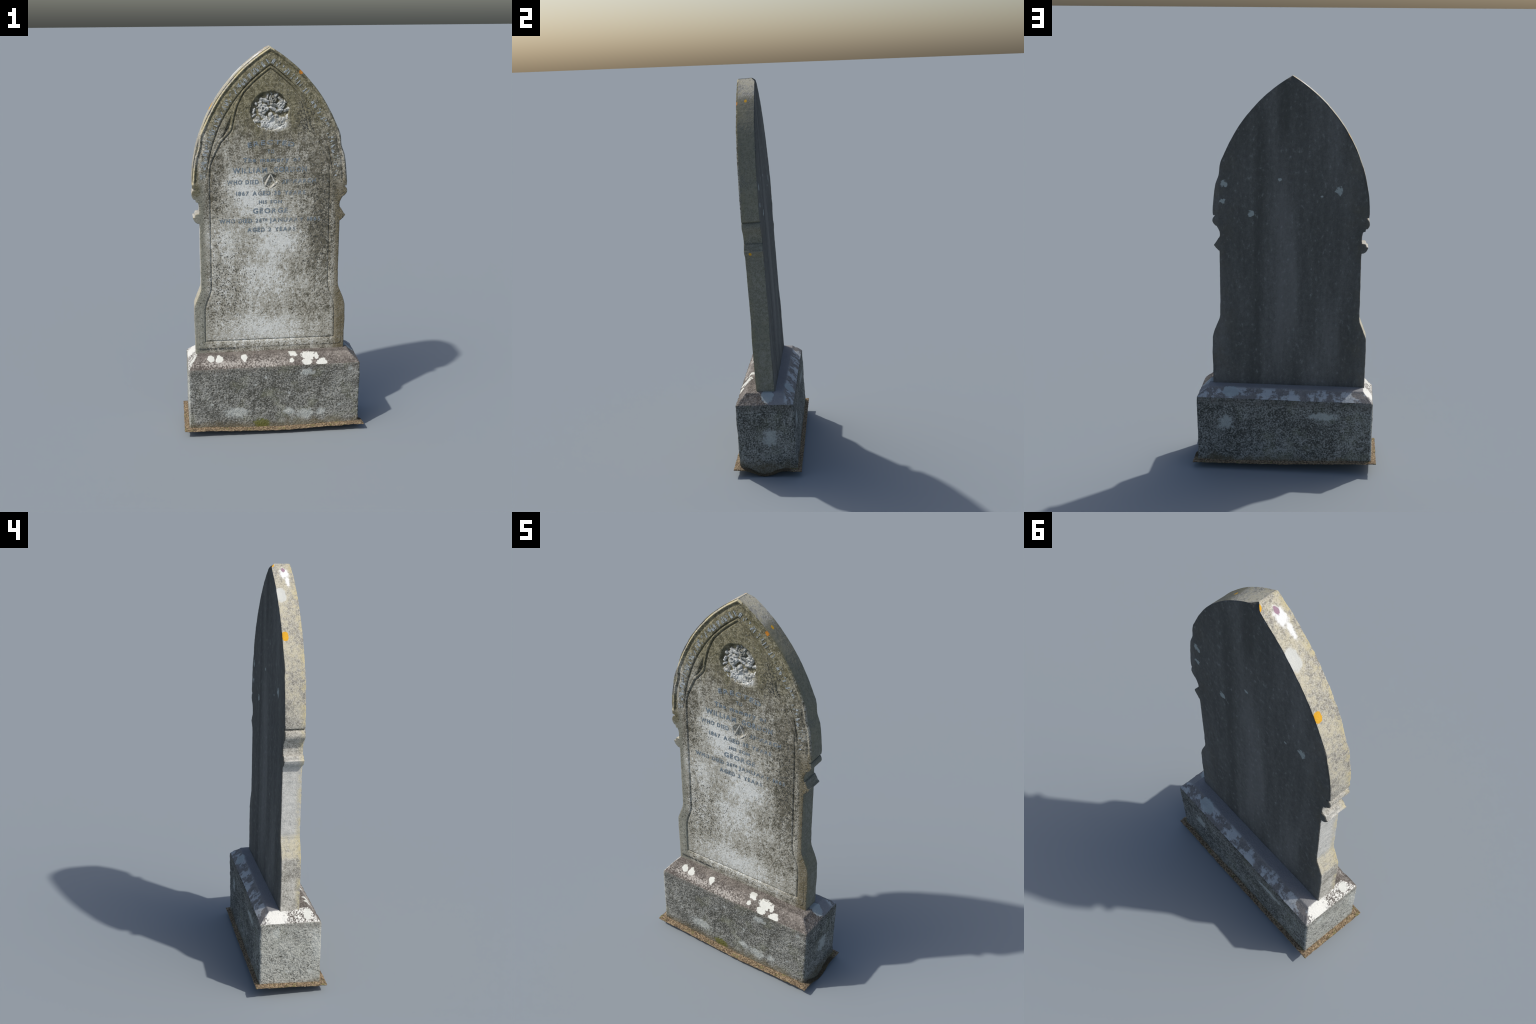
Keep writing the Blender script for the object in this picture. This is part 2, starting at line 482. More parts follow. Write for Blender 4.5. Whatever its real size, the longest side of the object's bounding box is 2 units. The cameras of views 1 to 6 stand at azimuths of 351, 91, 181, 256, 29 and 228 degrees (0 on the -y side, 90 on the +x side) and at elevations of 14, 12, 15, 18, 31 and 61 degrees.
def front_depth(U, W):
    """depth of the carved front behind the face plane"""
    A = np.abs(U)
    P = np.stack([U, U * 0, W], -1)
    wob = .0012 * fbm(P, 22, 2, 40)
    out_pts = [(float(outline(np.array([q]), 1.0)[0]), float(q)) for q in np.linspace(.86, APEX, 90)]
    dO = np.where(W > .9, poly_dist(A, W, out_pts), np.where(U > 0, outline(W, 1.0), outline(W, -1.0)) - A)
    sI = poly_dist(A, W, closed_pts(line_half, LINE_BOTTOM, LINE_TOP, 90)) * np.where((A < line_half(W)) & (W > LINE_BOTTOM) & (W < LINE_TOP), 1, -1) + wob
    sP = poly_dist(A, W, closed_pts(panel_half, PANEL_BOTTOM, PANEL_TOP, 110)) * np.where((A < panel_half(W)) & (W > PANEL_BOTTOM) & (W < PANEL_TOP), 1, -1) + wob * .7
    worn = 1 - .55 * sstep(U, .05, .2) * sstep(W, 1.0, 1.1)         # right haunch has weathered flat
    arched = sstep(W, .895, .925)
    t = np.full(U.shape, -.0005)
    # arris and hollow along the arch, lettered band behind it
    t += .0085 * np.clip(1 - dO / .009, 0, 1) ** 1.6 * (.25 + .75 * arched)
    t += arched * (.0065 * np.exp(-((dO - .0185) / .0065) ** 2) + .0025 * sstep(dO, .012, .026) * sstep(sI, .006, -.002))
    # straight frame: splay down to the panel; arch: quirk, roll, quirk
    up = sstep(W, .93, 1.0)
    pan = .0022
    wid = np.clip(sI / (np.abs(sI) + np.abs(sP) + 1e-6), 0, 1)
    splay = -.0005 + .0027 * wid ** 1.5
    quirk = .0070 * np.exp(-((sI - .003) / .0030) ** 2)
    roll = -.0004 + .0065 * np.clip(np.abs(sP + .0085) / .0085, 0, 1) ** 2.2
    roll = np.where(sP < -.017, .0035, roll)
    gap = (sI > 0) & (sP <= 0)
    t = np.where(gap, (1 - up) * splay + up * (.003 * (1 - worn) + (roll + quirk) * worn), t)
    t = np.where((sI <= 0), t + arched * quirk * .8 * worn, t)
    lip = .0052 * np.exp(-(sP / .0034) ** 2) * worn
    t = np.where(sP > 0, pan + lip, t + lip * (sP > -.004))
    # sunk pocket in each spandrel
    pd = poly_dist(A, W, POCKET)
    inside = np.zeros(U.shape, bool)
    pk = np.asarray(POCKET)
    for (ax, ay), (bx, by) in zip(pk[:-1], pk[1:]):
        inside ^= ((ay > W) != (by > W)) & (A < (bx - ax) * (W - ay) / (by - ay + 1e-12) + ax)
    t = t + np.where(inside, .010 * np.clip(pd / .005, 0, 1) * worn, 0)
    t -= .0022 * sstep(W, .30, .05) * (sI > -.02)
    # medallion well, floor rough
    r = np.hypot(U - MED_C[0], W - MED_C[1]) + .003 * fbm(P, 40, 2, 9)
    well = sstep(r, MED_R, MED_R - .008) * (.3 + .7 * sstep(W, 1.19, 1.26))
    t += .019 * well + .006 * well * fbm(P, 70, 3, 5)
    # emblem dish
    r = np.hypot(U - EMB_C[0], W - EMB_C[1])
    t += .012 * sstep(r, EMB_R, EMB_R - .005)
    # weathering: ripple, grain, pits
    t += .0010 * fbm(P, 9, 3, 21) + .0009 * fbm(P, 85, 3, 22) * (1 + 1.2 * sstep(dO, .10, .02) * arched)
    pit = vnoise(P, 120, 31)
    t += .0014 * sstep(pit, .52, .78) * (.35 + .65 * sstep(np.abs(U), .1, .25))
    t += .0016 * arched * fbm(P, 55, 3, 44) * (sI < 0) * sstep(dO, .02, .035)
    return t, sP, dO


def mesh_from(name, V, F, normals=None, mats=(), mat_idx=None):
    me = bpy.data.meshes.new(name)
    F = np.asarray(F, np.int32)
    me.vertices.add(len(V))
    me.vertices.foreach_set("co", np.asarray(V, np.float32).ravel())
    n, kk = F.shape
    me.loops.add(n * kk)
    me.loops.foreach_set("vertex_index", F.ravel())
    me.polygons.add(n)
    me.polygons.foreach_set("loop_start", np.arange(0, n * kk, kk, dtype=np.int32))
    for m in mats:
        me.materials.append(m)
    if mat_idx is not None:
        me.polygons.foreach_set("material_index", np.asarray(mat_idx, np.int32))
    me.update(calc_edges=True)
    me.polygons.foreach_set("use_smooth", np.ones(n, bool))
    if normals is not None:
        me.normals_split_custom_set_from_vertices([tuple(q) for q in normals])
    me.update()
    return me


def vertex_normals(V, F):
    n = np.zeros_like(V)
    a, b, c, d = (V[F[:, i]] for i in range(4))
    fn = np.cross(c - a, d - b)
    for i in range(4):
        np.add.at(n, F[:, i], fn)
    return n / np.maximum(np.linalg.norm(n, axis=1, keepdims=True), 1e-12)


def add_object(name, data, parent, matrix=None):
    o = bpy.data.objects.new(name, data)
    bpy.context.scene.collection.objects.link(o)
    if parent is not None:
        o.parent = parent
    if matrix is not None:
        o.matrix_local = matrix
    return o


def build_tablet(root, frame, M):
    key = [.251, .262, .345, .365] + [q + e for q in (.6995, .7005, .7020, .7030, .7345, .7355, .7510, .7520, .7635, .7645, .8125, .8135, .8265, .8275, .8735, .8745, .8755, .8795, .8825, .8835) for e in (-.0006, 0, .0006)]
    rows = np.unique(np.round(np.concatenate([np.arange(-.014, APEX, .0026), np.array(key), np.linspace(APEX - .02, APEX, 12)]), 5))
    nf, nb, ns = 330, 200, 20
    q = np.linspace(-1, 1, nf)
    sf = .72 * q + .28 * np.sin(q * math.pi / 2)
    sf /= sf[-1]
    q = np.linspace(1, -1, nb)
    sb = .6 * q + .4 * np.sin(q * math.pi / 2)
    W = rows[:, None]
    UL, UR = outline(rows, -1.0)[:, None], outline(rows, 1.0)[:, None]

    def spread(s):
        return np.where(s[None] < 0, s[None] * UL, s[None] * UR)

    Uf = spread(sf)
    Wf = np.broadcast_to(W, Uf.shape)
    tf, sP, dO = front_depth(Uf, Wf)
    Ub = spread(sb)
    Wb = np.broadcast_to(W, Ub.shape)
    outb = [(float(outline(np.array([z]), 1.0)[0]), float(z)) for z in np.linspace(.86, APEX, 60)]
    dB = np.where(Wb > .9, poly_dist(np.abs(Ub), Wb, outb), np.where(Ub > 0, outline(Wb, 1.0), outline(Wb, -1.0)) - np.abs(Ub))
    Pb = np.stack([Ub, Ub * 0 + 1, Wb], -1)
    tb = THICK - .004 * np.clip(1 - dB / .005, 0, 1) ** 1.6 + .0012 * fbm(Pb, 8, 2, 61) + .0010 * fbm(Pb, 90, 3, 62)
    chip = np.exp(-((Ub - .002) / .018) ** 2) * sstep(Wb, 1.535, 1.572)
    tb -= .016 * chip
    # side strips run from the front arris to the back arris
    f = np.linspace(0, 1, ns + 2)[1:-1]
    f = f + .06 * np.sin(2 * math.pi * f)

    def strip(U, t0, t1, sgn, ff):
        t = t0[:, None] + (t1 - t0)[:, None] * ff[None]
        P = np.stack([np.broadcast_to(U[:, None], t.shape), t, np.broadcast_to(W, t.shape)], -1)
        n = .0011 * fbm(P, 80, 3, 71) + .0012 * fbm(P, 17, 2, 72)
        fade = np.minimum(1, 6 * np.minimum(ff, 1 - ff))[None] * sstep(rows, APEX, APEX - .05)[:, None]
        P[..., 0] += sgn * (n - .0004) * fade
        return P

    right = strip(UR[:, 0], tf[:, -1], tb[:, 0], 1, f)
    left = strip(-UL[:, 0], tf[:, 0], tb[:, -1], -1, f)[:, ::-1]
    ring = np.concatenate([np.stack([Uf, tf, Wf], -1), right, np.stack([Ub, tb, Wb], -1), left], 1)
    nr, nl = ring.shape[:2]
    V = ring.reshape(-1, 3)
    i = np.arange(nr - 1)[:, None] * nl
    j = np.arange(nl)[None]
    jn = (j + 1) % nl
    F = np.stack([i + j, i + jn, i + nl + jn, i + nl + j], -1).reshape(-1, 4)
    col = np.broadcast_to(np.arange(nl)[None], (nr - 1, nl)).ravel()
    kind = np.where(col < nf - 1, 0, np.where(col < nf + ns, 1, np.where(col < nf + ns + nb - 1, 2, 1)))
    # the arris faces of the front belong to the side's colour
    dfull = np.full((nr, nl), 1.0)
    dfull[:, :nf] = dO
    dface = dfull.reshape(-1)[F].mean(1)
    hgt = V[F][:, :, 2].mean(1)
    kind = np.where((kind == 0) & (dface < .0065) & (hgt > .9) & (V[F][:, :, 0].mean(1) < .02), 1, kind)
    # close the tip
    last = (nr - 1) * nl
    tip = []
    for a in range(nf - 1):
        b0 = nf + ns + nb - 1 - int(round(a * (nb - 1) / (nf - 1)))
        b1 = nf + ns + nb - 1 - int(round((a + 1) * (nb - 1) / (nf - 1)))
        tip.append((last + a, last + a + 1, last + b1, last + b0))
    F = np.concatenate([F, np.array(tip)])
    kind = np.concatenate([kind, np.ones(len(tip), int)])
    N = vertex_normals(V, F)
    mats = [front_stone(), side_stone(), back_stone()]
    # the sunk panel is a part of its own; same surface, same normals
    sfull = np.full((nr, nl), -1.0)
    sfull[:, :nf] = sP
    fsel = (sfull.reshape(-1)[F].min(1) > 0) & (kind == 0)

    def sub(mask):
        ids, inv = np.unique(F[mask], return_inverse=True)
        return V[ids], inv.reshape(-1, 4), N[ids], kind[mask]

    v, ff, n, kk = sub(~fsel)
    tablet = add_object("tablet", mesh_from("tablet", v, ff, n, mats, kk), root, M)
    v, ff, n, kk = sub(fsel)
    panel = add_object("inscription_panel", mesh_from("inscription_panel", v, ff, n, mats[:1]), root, M)
    return tablet, panel


# --------------------------------------------------------------- lettering --
LETTER_CACHE = {}


def letter_mesh(ch, mat, tag):
    """one raised letter, cap height 1, base line at z = 0, facing -y"""
    if (ch, tag) in LETTER_CACHE:
        return LETTER_CACHE[ch, tag]
    cu = bpy.data.curves.new("letter_outline", "FONT")
    cu.body = ch
    cu.size = 1.44
    cu.extrude = .10
    cu.offset = .036
    cu.resolution_u = 3
    ob = bpy.data.objects.new("letter_outline", cu)
    bpy.context.scene.collection.objects.link(ob)
    dg = bpy.context.evaluated_depsgraph_get()
    me = bpy.data.meshes.new_from_object(ob.evaluated_get(dg))
    bpy.data.objects.remove(ob)
    bpy.data.curves.remove(cu)
    me.name = "letter"
    me.transform(Matrix(((1, 0, 0, 0), (0, 0, 1, 0), (0, 1, 0, 0), (0, 0, 0, 1))))
    me.flip_normals()
    me.transform(Matrix.Diagonal((1, -1, 1, 1)))
    me.flip_normals()
    xs = [v.co.x for v in me.vertices]
    x0, x1 = min(xs), max(xs)
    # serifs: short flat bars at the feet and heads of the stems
    me.transform(Matrix.Translation((-(x0 + x1) / 2, 0, 0)))
    me.materials.clear()
    me.materials.append(mat[tag.endswith("True")] if isinstance(mat, list) else mat)
    LETTER_CACHE[ch, tag] = (me, x1 - x0)
    return LETTER_CACHE[ch, tag]


def write_line(text, u0, u1, w, cap, parent, mat, tag, depth, arc=None, name="letter"):
    widths = []
    for ch in text:
        widths.append(.42 if ch == " " else letter_mesh(ch, mat, tag + "False")[1])
    gap = .26
    total = sum(widths) + gap * (len(text) - 1)
    k = (u1 - u0) / total                      # horizontal stretch that fits the line
    x = u0
    for ch, wd in zip(text, widths):
        if ch != " ":
            faded = isinstance(mat, list) and x > .09
            me = letter_mesh(ch, mat, tag + str(faded))[0]
            o = bpy.data.objects.new(name, me)
            bpy.context.scene.collection.objects.link(o)
            o.parent = parent
            cx = x + k * wd / 2
            cz, ang = w, 0.0
            if arc:
                ang = -cx / arc
                cz = w + arc * (math.cos(ang) - 1)
            o.matrix_local = Matrix.Translation((cx, depth, cz)) @ Matrix.Rotation(-ang * .8, 4, "Y") @ Matrix.Diagonal((k, .011, cap, 1))
        x += k * (wd + gap)


def build_inscription(panel, tablet):
    m = [lead("worn_lead_lettering", 0.0), lead("faded_lead_lettering", .07)]   # the right half has faded
    d = .0018
    write_line("ERECTED", -.112, .118, 1.0975, .023, panel, m, "a", d, arc=.46)
    write_line("TO", -.015, .019, 1.054, .018, panel, m, "a", d)
    write_line("The memory of", -.137, .150, 1.011, .022, panel, m, "a", d)
    write_line("WILLIAM", -.190, -.017, .957, .026, panel, m, "a", d)
    write_line("GORDON", .015, .182, .958, .026, panel, m, "a", d)
    write_line("WHO DIED", -.219, -.060, .900, .021, panel, m, "a", d)
    write_line("21", .058, .085, .899, .021, panel, m, "a", d)
    write_line("ST", .089, .107, .908, .012, panel, m, "a", d)
    write_line("MARCH", .114, .229, .901, .021, panel, m, "a", d)
    write_line("1867 AGED 30 YEARS", -.173, .177, .842, .021, panel, m, "a", d)
    write_line("HIS SON", -.059, .057, .799, .0165, panel, m, "a", d)
    write_line("GEORGE", -.089, .088, .749, .025, panel, m, "a", d)
    write_line("WHO DIED 26", -.260, -.045, .701, .021, panel, m, "a", d)
    write_line("TH", -.041, -.018, .708, .014, panel, m, "a", d)
    write_line("JANUARY 1865", -.005, .256, .702, .021, panel, m, "a", d)
    write_line("AGED 2 YEARS", -.118, .127, .653, .021, panel, m, "a", d)
    write_line("PURDY & MILLARD", -.374, -.186, .0195, .0095, tablet, dark_letter(), "b", -.0025)


def bar(p, q, width, height, top=.35):
    """ridged bar between two points of the face plane; list of verts, faces"""
    p, q = np.array(p), np.array(q)
    d = (q - p) / np.linalg.norm(q - p)
    s = np.array([-d[1], d[0]])
    v = []
    for e in (p, q):
        for off, y in ((-.5, 0), (-.5 * top, -height), (.5 * top, -height), (.5, 0)):
            c = e + s * width * off
            v.append((c[0], y, c[1]))
    f = [(0, 1, 5, 4), (1, 2, 6, 5), (2, 3, 7, 6), (3, 0, 4, 7), (0, 3, 2, 1), (4, 5, 6, 7)]
    return v, f


def join_bars(bars):
    V, F = [], []
    for v, f in bars:
        o = len(V)
        V += v
        F += [tuple(o + i for i in q) for q in f]
    return V, F


def plain_mesh(name, V, F, mat, smooth=False):
    me = bpy.data.meshes.new(name)
    me.from_pydata(V, [], F)
    me.materials.append(mat)
    import bmesh
    b = bmesh.new()
    b.from_mesh(me)
    bmesh.ops.recalc_face_normals(b, faces=b.faces)
    b.to_mesh(me)
    b.free()
    for p in me.polygons:
        p.use_smooth = smooth
    return me


def build_emblem(panel):
    m = emblem_stone()
    c = Vector((EMB_C[0], .0140, EMB_C[1]))
    at = Matrix.Translation(c)
    V, F = join_bars([bar((0, .036), (-.028, -.022), .0110, .0125), bar((.001, .036), (.029, -.020), .0100, .0115), bar((-.003, .034), (.003, .034), .008, .0125)])
    add_object("compasses", plain_mesh("compasses", V, F, m), panel, at)
    V, F = join_bars([bar((-.002, -.036), (-.036, -.006), .0090, .0100), bar((.0, -.037), (.037, -.004), .0115, .0115)])
    add_object("square", plain_mesh("square", V, F, m), panel, at)


def build_band_lettering(tablet):
    """worn black-letter strokes of lead along the arch band; no longer legible"""
    bars = []
    for sgn in (-1, 1):
        th = .06
        end = math.acos((0 - ARCH_C) / (R_OUT - .05)) - .02
        while th < end:
            n = int(RNG.integers(2, 4))
            for k in range(n):
                a = th + k * .0085
                if RNG.random() < (.10 if sgn < 0 else .35):
                    continue
                r0, r1 = R_OUT - .066, R_OUT - .036
                pt = lambda r, b: (sgn * (ARCH_C + r * math.cos(b)), SPRING + r * math.sin(b))
                cut = RNG.choice([0, 0, 1, 2])
                rm = .5 * (r0 + r1)
                lo, hi = (r0, r1) if cut == 0 else ((rm, r1) if cut == 1 else (r0, rm))
                bars.append(bar(pt(lo + .003, a), pt(hi - .003, a), .0050, .0024, .8))
                if RNG.random() < .6:
                    bars.append(bar(pt(hi - .005, a - .003), pt(hi - .001, a + .007), .0040, .0022, .8))
                if RNG.random() < .6:
                    bars.append(bar(pt(lo + .002, a - .002), pt(lo + .006, a + .007), .0040, .0022, .8))
                if RNG.random() < .3:
                    bars.append(bar(pt(rm - .003, a), pt(rm + .003, a + .008), .0035, .0021, .8))
            th += n * .0085 + RNG.choice([.006, .006, .010, .020])
    V, F = join_bars(bars)
    o = add_object("band_lettering", plain_mesh("band_lettering", V, F, band_lead()), tablet, Matrix.Translation((0, .0028, 0)))
    o["kind"] = "stuff"


# ------------------------------------------------------------- medallion ---
def disc_relief(name, height, mat, shape=None, nr=18, na=60, seed=0):
    """weathered relief on a disc: height(r, angle) in units of the radius, wall down to the ground"""
    r = np.concatenate([np.linspace(0, 1, nr + 1)[1:], [1.0]])
    a = np.linspace(0, 2 * math.pi, na, endpoint=False)
    R, A = np.meshgrid(r, a, indexing="ij")
    e = np.vectorize(shape)(A) if shape else 1 + .07 * np.sin(3 * A + seed) + .05 * np.sin(5 * A + 2 * seed)
    Y = -np.vectorize(height)(R, A)
    X, Z = R * e * np.cos(A), R * e * np.sin(A)
    P = np.stack([X + 7 * seed, Y, Z], -1)
    Y += .17 * fbm(P, 3.1, 3, 5 + seed)
    Y[-1] = .6
    V = [(0.0, float(-height(0.0, 0.0)), 0.0)] + [tuple(map(float, q)) for q in np.stack([X, Y, Z], -1).reshape(-1, 3)]
    F = [(0, 1 + (j + 1) % na, 1 + j) for j in range(na)]
    for i in range(nr):
        for j in range(na):
            p, q = 1 + i * na + j, 1 + i * na + (j + 1) % na
            F.append((p, q, q + na, p + na))
    return plain_mesh(name, V, F, mat, True)


def rose_height(petals, twist):
    """open rose: a hollow eye, a collar, then overlapping flat petals with deep clefts"""
    def h(r, a):
        cleft = abs(math.sin(petals * .5 * (a + twist * r)))
        eye = -.45 * math.exp(-(r / .16) ** 2)
        collar = .42 * math.exp(-((r - .33) / .13) ** 2)
        petal = .30 * math.exp(-((r - .74) / .20) ** 2) * (.25 + .75 * cleft ** .5)
        return .25 + eye + collar + petal - .35 * (1 - cleft) ** 3 * (r > .45) - .35 * max(r - .85, 0) / .15
    return h


def leaf_height(r, a):
    z, x = r * math.sin(a), r * math.cos(a)
    fold = 1 - abs(z) * 1.1                       # two planes meeting on a sharp midrib
    return .55 * fold * (1 - .5 * x * x) + .07 * math.cos(11 * (x - abs(z) * .8)) - .25 * r ** 6


def leaf_shape(a):
    c = math.cos(a)
    return (.40 + .60 * abs(c) ** 3) * (1 + .10 * math.cos(7 * a + .6)) * (1.0 if c > 0 else .75)


def build_medallion(panel):
    m = carving_stone()
    roses = [disc_relief("carved_flower", rose_height(5, .9), m, seed=1), disc_relief("carved_flower", rose_height(6, -.7), m, seed=2), disc_relief("carved_flower", rose_height(4, 1.3), m, seed=3)]
    leaves = [disc_relief("carved_leaf", leaf_height, m, leaf_shape, seed=4 + q) for q in range(4)]
    bud = disc_relief("carved_bud", lambda r, a: .95 * math.sqrt(max(1 - r * r, 0)) - .25 * abs(math.cos(1.5 * a)) ** 8 * r, m,
                      lambda a: .60 + .40 * abs(math.sin(a)) ** 2 if math.sin(a) < 0 else .60 + .12 * math.sin(a), seed=9)

    def put(me, u, w, r, turn, y=.017, deep=1.0, tilt=0.0, yaw=0.0):
        add_object(me.name.split(".")[0], me, panel, Matrix.Translation((u, y, w)) @ Matrix.Rotation(tilt, 4, "X") @ Matrix.Rotation(yaw, 4, "Z")
                   @ Matrix.Rotation(turn, 4, "Y") @ Matrix.Diagonal((r, r * deep, r, 1)))

    low = lambda w: .0165 if w > 1.235 else .0105      # the foot of the well has filled up
    for k, (u, w, r) in enumerate([(-.035, 1.273, .027), (.053, 1.288, .020), (.013, 1.320, .021), (.060, 1.205, .026), (-.026, 1.203, .023), (-.062, 1.222, .015), (.020, 1.190, .016)]):
        put(roses[k % 3], u, w, r, k * 1.7, low(w), .85 if w > 1.24 else .55, -.12)
    put(bud, .001, 1.243, .019, .15)
    put(bud, .031, 1.238, .012, 1.2)
    put(bud, -.071, 1.298, .011, -.6)
    for k, (u, w, r, a) in enumerate([(-.036, 1.318, .026, -.35), (-.014, 1.331, .018, 1.2), (.016, 1.293, .025, -.25), (.012, 1.274, .023, -.55), (.082, 1.267, .026, .3), (.040, 1.262, .024, .25),
                                      (-.040, 1.240, .024, -.7), (.050, 1.318, .024, -.9), (.030, 1.337, .017, .8), (-.082, 1.262, .018, 1.2), (-.083, 1.240, .016, .6), (.070, 1.300, .018, 1.3),
                                      (.028, 1.220, .022, -.9), (.003, 1.222, .020, 1.0), (.083, 1.228, .018, 1.4), (-.060, 1.282, .014, .5), (-.052, 1.300, .014, -.5), (-.010, 1.300, .014, 1.5)]):
        put(leaves[k % 4], u, w, r, -a, low(w), .8, float(RNG.uniform(-.45, .15)), float(RNG.uniform(-.35, .35)))
    for n in range(22):
        a = RNG.uniform(math.pi * 1.0, math.pi * 2.0) if n < 14 else RNG.uniform(0, math.pi)
        q = RNG.uniform(.40, .92) * MED_R
        u, w = MED_C[0] + q * math.cos(a), MED_C[1] + q * math.sin(a)
        put(leaves[n % 4] if n % 4 else bud, u, w, float(RNG.uniform(.009, .015)), float(RNG.uniform(0, 6.28)), .020 if w > 1.235 else .0105, .7, float(RNG.uniform(-.4, .3)), float(RNG.uniform(-.4, .4)))
    for u, w in ((-.045, 1.175), (-.02, 1.171), (.005, 1.175), (.030, 1.173), (.062, 1.176), (.080, 1.184), (-.062, 1.189), (-.078, 1.207)):
        put(leaves[int(RNG.integers(4))], u, w, .014, float(RNG.uniform(0, 6.28)), .0085, .6)


# ---------------------------------------------------------------- plinth ---
HX, HY, CY = .4490, .1490, -.003
SOIL_FL, SOIL_FR, SOIL_BR, SOIL_BL = .041, .039, .035, .067   # ground level at the four corners


def soil_level(x, y):
    fx, fy = np.clip((x + HX) / (2 * HX), 0, 1), np.clip((y + HY) / (2 * HY), 0, 1)
    z = (SOIL_FL * (1 - fx) + SOIL_FR * fx) * (1 - fy) + (SOIL_BL * (1 - fx) + SOIL_BR * fx) * fy
    z = z - .013 * np.exp(-((x - .02) / .26) ** 2) * sstep(y, -.08, -.13) - .006 * np.exp(-(x / .3) ** 2) * sstep(y, .08, .13)
    return z - .030 * np.exp(-((y + .012) / .065) ** 2) * sstep(x, .40, .455)


def rect_ring(hx, hy, r, n_long, n_short, n_arc, cy):
    pts, nrm = [], []
    for (cx, cyy, a0) in ((hx - r, -hy + r, -90), (hx - r, hy - r, 0), (-hx + r, hy - r, 90), (-hx + r, -hy + r, 180)):
        for k in range(n_arc):
            a = math.radians(a0 + 90 * k / (n_arc - 1))
            pts.append((cx + r * math.cos(a), cyy + r * math.sin(a)))
            nrm.append((math.cos(a), math.sin(a)))
        # straight run to the next corner
        a1 = math.radians(a0 + 90)
        nxt = {-90: (hx, hy - r), 0: (-hx + r, hy), 90: (-hx, -hy + r), 180: (hx - r, -hy)}[a0]
        n = n_short if a0 in (-90, 90) else n_long
        for k in range(1, n):
            q = k / n
            pts.append((pts_last(pts, k) if False else (cx + r * math.cos(a1)) * (1 - q) + nxt[0] * q, (cyy + r * math.sin(a1)) * (1 - q) + nxt[1] * q))
            nrm.append((math.cos(a1), math.sin(a1)))
    p = np.array(pts)
    p[:, 1] += cy
    return p, np.array(nrm)


def build_plinth(root, M):
    nl, nsh, na = 240, 84, 9
    rings = []
    # (height, half x, half y, corner radius); the block leans forward a little
    prof = [(z, HX, HY, .010) for z in np.linspace(0, .366, 105)]
    prof += [(.3695, HX - .0008, HY - .0008, .010), (.3725, HX - .0025, HY - .003, .010), (.375, HX - .005, HY - .006, .009)]
    for q in np.linspace(.1, 1, 18):
        prof.append((.375 + .048 * q, HX - .005 - .043 * q, HY - .006 - .044 * q, .009 - .004 * q))
    prof += [(.4245, HX - .051, HY - .054, .005), (.4250, HX - .058, HY - .062, .005)]
    for q in np.linspace(.15, 1, 9):
        prof.append((.4250 + .001 * q, HX - .058 - .30 * q * .25, HY - .062 - .060 * q, .004))
    kinds = []
    for z, hx, hy, r in prof:
        tilt = CY + .011 * (1 - z / .38) + .0
        p, n = rect_ring(hx, hy, r, nl, nsh, na, tilt)
        zz = np.full(len(p), z)
        if z <= .366:
            foot = np.maximum(soil_level(p[:, 0], p[:, 1]) - .006, .001)
            zz = foot + (z / .366) * (.366 - foot)
        # the upper edge sags a little towards the front left corner
        fx, fy = (p[:, 0] / HX + 1) / 2, np.clip((p[:, 1] / HY + 1) / 2, 0, 1)
        sag = (-.006 * (1 - fx) + .003 * fx) * (1 - fy) + (.010 * (1 - fx) + .009 * fx) * fy
        zz = zz + sstep(zz, .2, .37) * sag * (1 - sstep(zz, .385, .42))
        nz = np.where(z < .37, 0.0, np.where(z < .4235, .7, 1.0))
        N = np.stack([n[:, 0] * (1 - nz * .6), n[:, 1] * (1 - nz * .6), np.full(len(p), nz)], 1)
        P = np.stack([p[:, 0], p[:, 1], zz], 1)
        wall = 1.0 if z < .37 else .55
        P = P + N * (wall * (.0026 * fbm(P, 14, 3, 81) + .0022 * fbm(P, 75, 3, 82)) * (1 if z < .424 else .4))[:, None]
        # nibbled arris
        arris = math.exp(-((z - .372) / .010) ** 2)
        P = P - N * (arris * .007 * np.maximum(fbm(P, 30, 3, 83), 0))[:, None]
        # the right end spreads slightly at the foot
        P[:, 0] += (.004 * sstep(P[:, 2], .15, .35) + .008 * sstep(P[:, 2], .05, .01)) * sstep(P[:, 0], .43, .446)
        rings.append(P)
        kinds.append(1 if z > .3705 else 0)
    ring = np.array(rings)
    nr, npt = ring.shape[:2]
    V = ring.reshape(-1, 3)
    i = np.arange(nr - 1)[:, None] * npt
    j = np.arange(npt)[None]
    F = np.stack([i + j, i + (j + 1) % npt, i + npt + (j + 1) % npt, i + npt + j], -1).reshape(-1, 4)
    mi = np.repeat(np.array(kinds[:-1]), npt)
    me = mesh_from("plinth", V, F, vertex_normals(V, F), [plinth_stone(), chamfer_stone()], mi)
    return add_object("plinth", me, root, M)


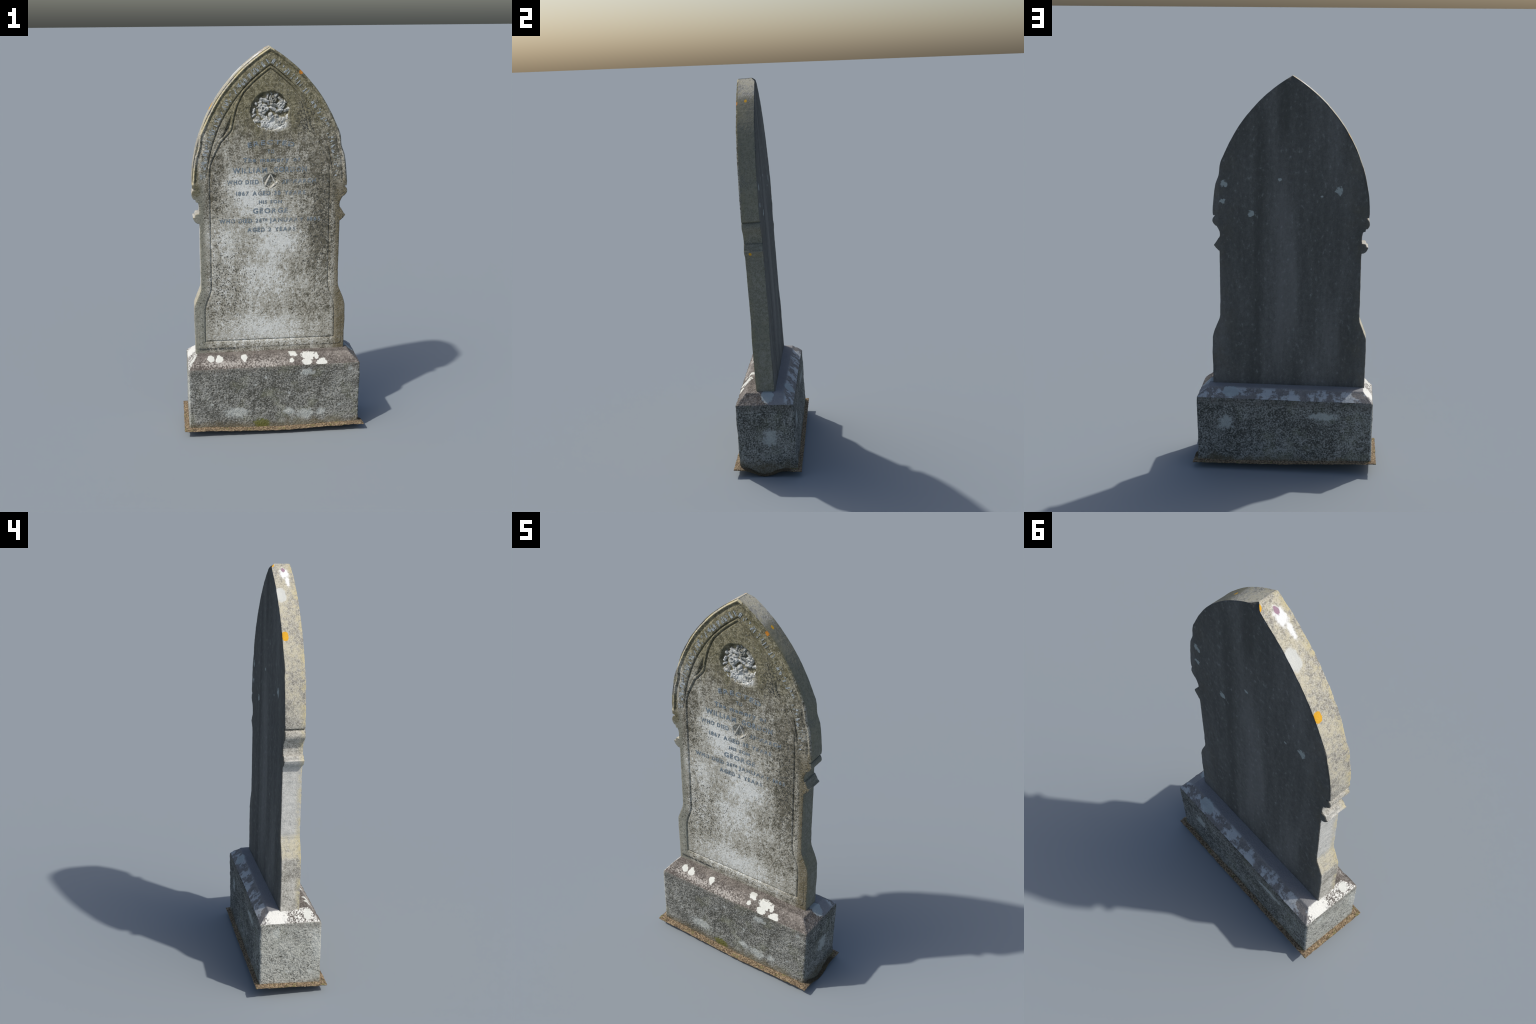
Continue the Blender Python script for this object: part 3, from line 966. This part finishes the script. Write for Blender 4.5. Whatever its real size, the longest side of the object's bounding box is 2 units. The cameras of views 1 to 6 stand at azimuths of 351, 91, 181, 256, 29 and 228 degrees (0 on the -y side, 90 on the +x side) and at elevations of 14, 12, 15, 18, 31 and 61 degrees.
def build_turf(root, M):
    """thin ragged mat of dry turf that the plinth stands in"""
    p, n = rect_ring(HX, HY, .012, 300, 110, 12, CY + .010)
    corner = np.minimum(1, np.maximum(np.abs(n[:, 0] * n[:, 1]) * 2, 0))
    # turf is cut square: the outer edge is a rectangle
    OX, OY = .4740, .1745
    layers = []
    for q, lift in ((-.35, .002), (0, .004), (.2, .0025), (.4, .001), (.6, 0), (.8, -.001), (.95, -.002), (1.0, -.003), (1.0, -.006), (.8, -.007), (.4, -.008), (-.35, -.009)):
        outer = np.stack([np.clip(p[:, 0] * OX / (HX - .004), -OX, OX), np.clip((p[:, 1] - CY - .010) * OY / (HY - .004), -OY, OY) + .003], 1)
        inner = p - n * .0
        xy = inner * (1 - q) + outer * q
        P = np.stack([xy[:, 0], xy[:, 1], soil_level(xy[:, 0], xy[:, 1]) + lift], 1)
        rough = .0035 * fbm(P * [1, 1, 0], 60, 3, 91) + .003 * fbm(P * [1, 1, 0], 18, 2, 92)
        P[:, 2] += rough
        if q > .9:
            P[:, :2] += n * (.0022 * fbm(P, 70, 2, 93))[:, None]
        layers.append(P)
    ring = np.array(layers)
    nr, npt = ring.shape[:2]
    V = ring.reshape(-1, 3)
    V[:, 2] = np.maximum(V[:, 2], 0)
    i = np.arange(nr - 1)[:, None] * npt
    j = np.arange(npt)[None]
    F = np.stack([i + j, i + npt + j, i + npt + (j + 1) % npt, i + (j + 1) % npt], -1).reshape(-1, 4)
    me = mesh_from("turf_rim", V, F, vertex_normals(V, F), [turf()])
    return add_object("turf_rim", me, root, M)


# ----------------------------------------------------------------- build ---
root = bpy.data.objects.new("gravestone", None)
bpy.context.scene.collection.objects.link(root)
root["label"] = "weathered pointed-arch headstone with lead inscription on chamfered plinth"
root["category"] = "gravestone"

TURN, LEAN = math.radians(-3.4), math.radians(2.65)
across = Vector((math.cos(TURN), math.sin(TURN), 0))
flat = Vector((-math.sin(TURN), math.cos(TURN), 0))
up = Vector((0, 0, math.cos(LEAN))) - flat * math.sin(LEAN)
deep = flat * math.cos(LEAN) + Vector((0, 0, math.sin(LEAN)))
TABLET = Matrix.Translation((-.014, -.0505, .4245)) @ Matrix((across, deep, up)).transposed().to_4x4()
BASE = Matrix.Rotation(math.radians(-3.85), 4, "Z")

tablet, panel = build_tablet(root, None, TABLET)
build_inscription(panel, tablet)
build_emblem(panel)
build_band_lettering(tablet)
build_medallion(panel)
build_plinth(root, BASE)
build_turf(root, BASE)
